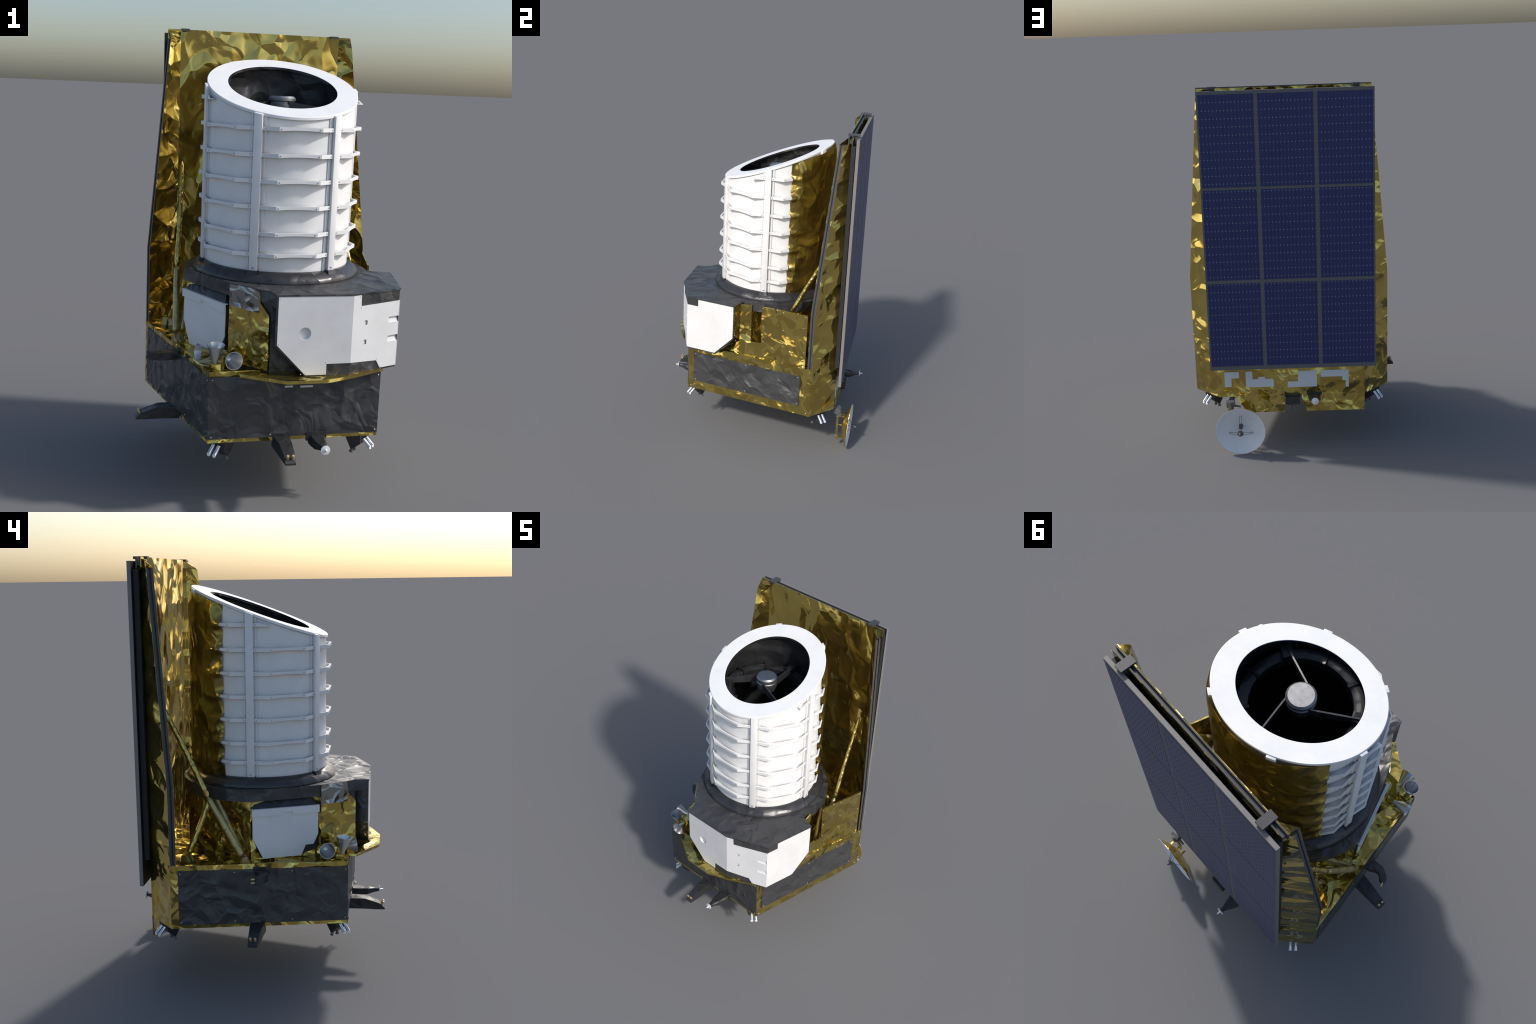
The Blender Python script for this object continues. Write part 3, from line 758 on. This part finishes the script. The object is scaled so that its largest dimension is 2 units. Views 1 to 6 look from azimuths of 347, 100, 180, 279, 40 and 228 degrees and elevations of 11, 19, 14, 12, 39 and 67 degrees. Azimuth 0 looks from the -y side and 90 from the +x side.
for k in range(3):
    a0, a1 = radians(-72 + 120 * k), radians(-28 + 120 * k)
    A, B = cyl_pt(0.056, a0, 1.672), cyl_pt(0.262, a1, 1.640)
    t = (B - A).normalized(); s = Vector((-t.y, t.x, 0)).normalized() * 0.0034
    prism(bm, [A - s, B - s, B + s, A + s], (0, 0, 0.014))
    prism(bm, [A - s * .6 - Vector((0, 0, .034)), B - s * .6 - Vector((0, 0, .022)), B + s * .6 - Vector((0, 0, .022)), A + s * .6 - Vector((0, 0, .034))], (0, 0, 0.035))
add("spider_vane", bm, VANE, tel)
bm = bmesh.new()
revolve(bm, [(0, 1.708), (0.0515, 1.708), (0.0600, 1.699), (0.0600, 1.689), (0.054, 1.684), (0.054, 1.676), (0.0585, 1.672), (0.0585, 1.645), (0.050, 1.618), (0, 1.618)], (CX, 0, 0), (0, 0, 1), 20)
add("mirror_hub", bm, HUB, tel, smooth=25)

# skirt at the foot of the tube
bm = bmesh.new()
revolve(bm, [(0.360, 0.9435), (0.3735, 0.9450), (0.3745, 0.9500), (0.366, 0.9640), (0.350, 0.9765), (0.335, 0.9850), (0.327, 0.9880), (0.318, 0.9870)], (CX, 0, 0), (0, 0, 1), 120)
skirt = add("tube_skirt", bm, SKIRT, tel, smooth=50)

RIB_Z = [1.693, 1.580, 1.472, 1.365, 1.258, 1.148, 1.0585]
PL_CO = Vector((CX, 0, ring_z(0) - TH - 0.0005))
STRUTS = [-120, -60, 0, 180, 60, 120]
# vertical straps with flange behind and foot block
for ang in STRUTS:
    a = radians(ang)
    M = Matrix.Translation((CX, 0, 0)) @ Matrix.Rotation(a, 4, "Z")
    bm = bmesh.new()
    covered = ang in (60, 120)
    ro = 0.3415
    zlow = 0.991 if not covered else 1.60
    prism(bm, [M @ Vector(p) for p in ((0.320, -0.0176, zlow), (ro, -0.0176, zlow), (ro, 0.0176, zlow), (0.320, 0.0176, zlow))], (0, 0, 1.2))
    cut(bm, PL_CO + Vector((0, 0, TH - 0.0035)), RN)
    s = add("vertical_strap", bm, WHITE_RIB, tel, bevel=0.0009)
    if covered: continue
    bm = bmesh.new()
    for b in (-1, 1):
        for w0, w1, r in ((0.0176, 0.0335, 0.3250), (0.0250, 0.0295, 0.3268)):
            b0, b1 = sorted((b * w0, b * w1))
            rr = 0.316
            prism(bm, [M @ Vector(p) for p in ((rr, b0, 0.985), (r, b0, 0.985), (r, b1, 0.985), (rr, b1, 0.985))], (0, 0, 1.2))
    cut(bm, PL_CO, RN)
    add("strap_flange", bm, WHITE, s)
    bm = bmesh.new()
    prism(bm, [M @ Vector(p) for p in ((0.322, -0.023, 0.952), (0.362, -0.023, 0.952), (0.353, -0.023, 0.972), (0.347, -0.0215, 0.9905), (0.322, -0.0215, 0.9905))], M.to_3x3() @ Vector((0, 0.045, 0)))
    add("strap_foot", bm, BLACK_SMOOTH, s, bevel=0.0015)
    rivets("strap_bolt", [(M @ Vector((ro, 0, 1.004)), M.to_3x3() @ Vector((1, 0, 0)))], BOLT, s, 0.0058, 0.0022, 16)

# horizontal ribs: polygonal shelf with upright outer band, seven levels
def rib_radius(t):
    """outer radius at fraction t (0..60 degrees) of a bay: straight chords through four corners"""
    knots = [(3.0, 0.3345), (15.0, 0.3535), (45.0, 0.3535), (57.0, 0.3345)]
    for (a0, r0), (a1, r1) in zip(knots, knots[1:]):
        if t <= a1 + 1e-6:
            A = Vector((r0 * cos(radians(a0)), r0 * sin(radians(a0)))); B = Vector((r1 * cos(radians(a1)), r1 * sin(radians(a1))))
            d = Vector((cos(radians(t)), sin(radians(t)))); e = B - A
            k = (A.x * e.y - A.y * e.x) / (d.x * e.y - d.y * e.x)
            return k
    return 0.3345
BAYS = [(-180, 0, 60), (-120, 0, 60), (-60, 0, 60), (0, 0, 23.8), (120, 34.5, 60)]
rib_rivets = []
for zc in RIB_Z:
    for start, t0, t1 in BAYS:
        ts = sorted(set([max(t0, 3.0), min(t1, 57.0)] + [t for t in (3.0, 6, 9, 12, 14.98, 15.02, 18, 21, 24, 27, 30, 33, 36, 39, 42, 44.98, 45.02, 48, 51, 54, 57.0) if max(t0, 3) < t < min(t1, 57)]))
        bm = bmesh.new(); rings = []
        for t in ts:
            a = radians(start + t); ro = rib_radius(t)
            sag = 0.0045 * cos(radians(min(90.0, abs(t - 30) * 6))) ** 0.7
            pr = [(0.318, -0.0040), (ro - 0.0065, -0.0040), (ro - 0.0065, 0.0078), (ro - 0.0060, 0.0083), (ro, 0.0083), (ro, -0.0083 + sag), (ro - 0.0050, -0.0083 + sag), (0.318, -0.0075)]
            rings.append([bm.verts.new(cyl_pt(r, a, zc + h)) for r, h in pr])
        bm.faces.new(rings[0][::-1]); bm.faces.new(rings[-1])
        for r0, r1 in zip(rings, rings[1:]):
            for i in range(8): bm.faces.new((r0[i], r0[(i + 1) % 8], r1[(i + 1) % 8], r1[i]))
        top = max(v.co.z - ring_z(v.co.y) for v in bm.verts)
        low = min(v.co.z - ring_z(v.co.y) for v in bm.verts)
        if low > -TH: bm.free(); continue
        if top > -TH - 0.016: cut(bm, PL_CO - Vector((0, 0, 0.016)), RN)
        if len(bm.faces) < 6: bm.free(); continue
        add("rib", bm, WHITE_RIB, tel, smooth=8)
        for t in (5.0, 16.6, 43.4, 55.0):
            if t0 <= t <= t1:
                p = cyl_pt(rib_radius(t), radians(start + t), zc)
                if p.z - ring_z(p.y) < -TH - 0.012:
                    tm = 9 if t < 15 else (30 if t < 45 else 51)
                    rib_rivets.append((p, Vector((cos(radians(start + tm)), sin(radians(start + tm)), 0))))
rivets("rib_rivets", rib_rivets, BOLT, tel, 0.0030, 0.0024)

# gold blanket draped over the rear of the tube
A0, A1 = 23.4, 156.6
def drape(ang, z):
    e = min(ang - A0, A1 - ang)                      # degrees from the free edge
    near = math.exp(-e / 7.0)
    wave = min(abs(z - q) for q in RIB_Z)
    pull = math.exp(-(wave / 0.017) ** 2)
    if z < 1.0: pull *= 0.3
    r_open = 0.3490 - 0.0235 * near * (1 - pull) - 0.001 * pull
    q = noise.noise(Vector((ang * 0.10, z * 16, 3.1))) * 0.0045 * (0.35 + near) + noise.noise(Vector((ang * 0.35, z * 34, 9.0))) * 0.0018 * (0.3 + near)
    zt = ring_z(r_open * sin(radians(ang)))
    topf = max(0.0, 1 - (zt - z) / 0.10)
    botf = max(0.0, 1 - (z - 0.985) / 0.05)
    strap = max(math.exp(-((ang - 60) / 9) ** 2), math.exp(-((ang - 120) / 9) ** 2))
    r = r_open + q - 0.020 * topf ** 2 * (1 - 0.75 * strap) - 0.012 * botf
    return max(r, 0.3245)
bm = bmesh.new(); na, nz = 200, 190; grid = []
for i in range(na + 1):
    ang = A0 + (A1 - A0) * i / na
    col = []
    for j in range(nz + 1):
        zt = ring_z(0.335 * sin(radians(ang))) - TH - 0.004
        z = 0.984 + (zt - 0.984) * j / nz
        e = min(ang - A0, A1 - ang)
        wave = min(abs(z - q) for q in RIB_Z)
        shift = math.exp(-e / 3.0) * ((0.45 if ang < 90 else 1.5) * math.exp(-(wave / 0.014) ** 2) + 0.7 * noise.noise(Vector((z * 22, 1.7, i // 150))))
        aa = ang + shift * (1 if ang < 90 else -1)
        col.append(bm.verts.new(cyl_pt(drape(ang, z), radians(aa), z)))
    grid.append(col)
for i in range(na):
    for j in range(nz):
        bm.faces.new((grid[i][j], grid[i + 1][j], grid[i + 1][j + 1], grid[i][j + 1]))
bmesh.ops.solidify(bm, geom=bm.faces[:], thickness=0.0012)
add("gold_blanket", bm, GOLD_TUBE, tel, smooth=75)

# ------------------------------------------------------------------ sunshield
sh = empty("sunshield", root)
bm = bmesh.new()
front_pl = Plane((0, 0.456, 0), (1, 0, 0))      # faces -y
plate(bm, front_pl, [(-0.356, 0.604), (0.439, 0.604), (0.439, 1.940), (0.490, 1.952), (0.490, 1.996), (-0.410, 1.996), (-0.410, 1.952), (-0.356, 1.940)], -0.003, 0.0)
add("shield_sheet", bm, GOLD_SHIELD, sh, bevel=0.001)
bm = bmesh.new()
box(bm, (-0.350, 0.4622, 0.604), (0.433, 0.472, 1.945))
add("shield_core", bm, FRAME, sh)
for m in (1, -1):
    X = lambda x: CX + (x - CX) * m
    o = (X(-0.5020), 0.3500, 0); u = (0.730 * m, 0.683, 0)
    pw = Plane(o, u)
    T = Vector((0.0094 * m, -0.0272, 0))        # from outer to inner face
    def slab(bm, poly, a, b, mi=0):
        prism(bm, [pw(x, y) + T * a for x, y in poly], T * (b - a), mi)
    edge = [(0.0, 0.607), (0.0, 0.970), (0.1235, 1.947), (0.155, 1.9505)]
    ins = offset_in(edge, 0.0125); ins2 = offset_in(edge, 0.0085)
    bm = bmesh.new()
    slab(bm, ins[:3] + [(0.152, 1.9385), (0.2000, 1.945), (0.2000, 0.607)], 0.03, 0.97)
    full = edge + [(0.2000, 1.956), (0.2000, 0.607)]
    slab(bm, full, -0.035, -0.002)
    slab(bm, full, 1.002, 1.035)
    wing = add("shield_wing", bm, GOLD_WING, sh)
    bm = bmesh.new()
    slab(bm, edge + ins[::-1], 0.0, 0.36); slab(bm, edge + ins[::-1], 0.66, 1.0)
    slab(bm, ins2 + ins[::-1], 0.35, 0.67)
    add("edge_channel", bm, FRAME, wing)
    # folded corner of foil between sheet and wing
    bm = bmesh.new()
    A, B = pw(0.1250, 1.9485) + T, pw(0.155, 1.9530) + T
    C, Dd = Vector((X(-0.350), 0.4545, 1.985)), Vector((X(-0.408), 0.4545, 1.990))
    E = Vector((X(-0.350), 0.4545, 1.945))
    F = pw(0.137, 1.900) + T * 1.04
    vs = [bm.verts.new(p) for p in (A, B, C, Dd, E, F)]
    bm.faces.new((vs[0], vs[2], vs[3])); bm.faces.new((vs[0], vs[4], vs[2])); bm.faces.new((vs[0], vs[5], vs[4]))
    bmesh.ops.solidify(bm, geom=bm.faces[:], thickness=0.0015)
    add("foil_corner", bm, GOLD, wing, smooth=60)
    # gold seam foot
    bm = bmesh.new(); slab(bm, [(0.0, 0.603), (0.195, 0.603), (0.195, 0.613), (0.0, 0.611)], -0.10, 1.2)
    add("wing_seam", bm, GOLD, wing, bevel=0.002)
    # dark vertical frame behind the sheet
    bm = bmesh.new()
    x0, x1 = sorted((X(-0.376), X(-0.400)))
    box(bm, (x0, 0.4745, 0.600), (x1, 0.4985, 1.945))
    add("side_frame", bm, FRAME_BLACK, sh, bevel=0.001)
# top beam: open channel
bm = bmesh.new()
box(bm, (-0.408, 0.4592, 1.950), (0.488, 0.4628, 1.9955)); box(bm, (-0.405, 0.4770, 1.950), (0.485, 0.4810, 1.9955))
box(bm, (-0.402, 0.4625, 1.958), (0.482, 0.4775, 1.981))
beam = add("top_beam", bm, FRAME, sh, bevel=0.0008)
bm = bmesh.new(); box(bm, (-0.404, 0.4813, 1.940), (0.484, 0.4824, 1.991))
add("beam_foil", bm, GOLD, beam)
for xc in (-0.327, 0.408):
    bm = bmesh.new()
    box(bm, (xc - 0.0185, 0.447, 1.9885), (xc + 0.0185, 0.512, 2.0))
    box(bm, (xc - 0.0185, 0.4845, 1.945), (xc + 0.0185, 0.5025, 1.992))
    add("panel_clamp", bm, FRAME, beam, bevel=0.0012)

# ------------------------------------------------------------------ solar panel
sp = empty("solar_panel", root)
PX0, PX1, PZ0, PZ1, PY0, PY1 = -0.4195, 0.486, 0.4755, 1.9795, 0.5030, 0.5205
bm = bmesh.new(); box(bm, (PX0, PY0, PZ0), (PX1, PY1 - 0.0012, PZ1))
add("panel_core", bm, PANEL_EDGE, sp)
bm = bmesh.new(); box(bm, (PX0 + 0.0006, PY1 - 0.0011, PZ0 + 0.0006), (PX1 - 0.0006, PY1, PZ1 - 0.0006))
add("panel_face", bm, PANEL_FRAME, sp)
bm = bmesh.new(); box(bm, (PX0 + 0.001, PY0 - 0.001, PZ0 + 0.001), (PX1 - 0.001, PY0 - 0.0001, PZ1 - 0.001))
add("panel_rear_face", bm, FRAME_BLACK, sp)
xs = [(-0.4115, -0.1285), (-0.1085, 0.1750), (0.1945, 0.4775)]
zs = [(1.486, 1.9625), (0.986, 1.473), (0.4985, 0.968)]
PITCH, ZD = 0.0418, 1.9235                        # row pitch; first row of cell corners
under, dots = bmesh.new(), bmesh.new()
for xa, xb in xs:
    for za, zb in zs:
        box(under, (xa, PY1 - 0.0002, za), (xb, PY1 + 0.0004, zb))
        bm = bmesh.new()
        w = (xb - xa) / 15
        seams = [zb] + [ZD - PITCH * k for k in range(40) if za + 0.004 < ZD - PITCH * k < zb - 0.004] + [za]
        for zz in seams[1:-1]:
            for i in range(16):
                xx = xa + w * i; k0 = 0.0 if i == 0 else 0.0028; k1 = 0.0 if i == 15 else 0.0028
                prism(dots, [(x, PY1 + 0.0003, z) for x, z in ((xx - k0, zz), (xx, zz - 0.0040), (xx + k1, zz), (xx, zz + 0.0040)) if not (x == xx and z == zz)], (0, 0.0007, 0))
        for z1, z0 in zip(seams, seams[1:]):
            g = 0.0006; c = min(0.0038, (z1 - z0) * 0.3)
            for i in range(15):
                a, b = xa + w * i + 0.0010, xa + w * (i + 1) - 0.0010
                lo, hi = z0 + g * 0.5, z1 - g * 0.5
                pts = [(a + c * .75, lo), (b - c * .75, lo), (b, lo + c), (b, hi - c), (b - c * .75, hi), (a + c * .75, hi), (a, hi - c), (a, lo + c)]
                prism(bm, [(x, PY1 + 0.0002, z) for x, z in pts], (0, 0.0009, 0))
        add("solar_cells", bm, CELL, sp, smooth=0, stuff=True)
add("cell_backing", under, PANEL_UNDER, sp)
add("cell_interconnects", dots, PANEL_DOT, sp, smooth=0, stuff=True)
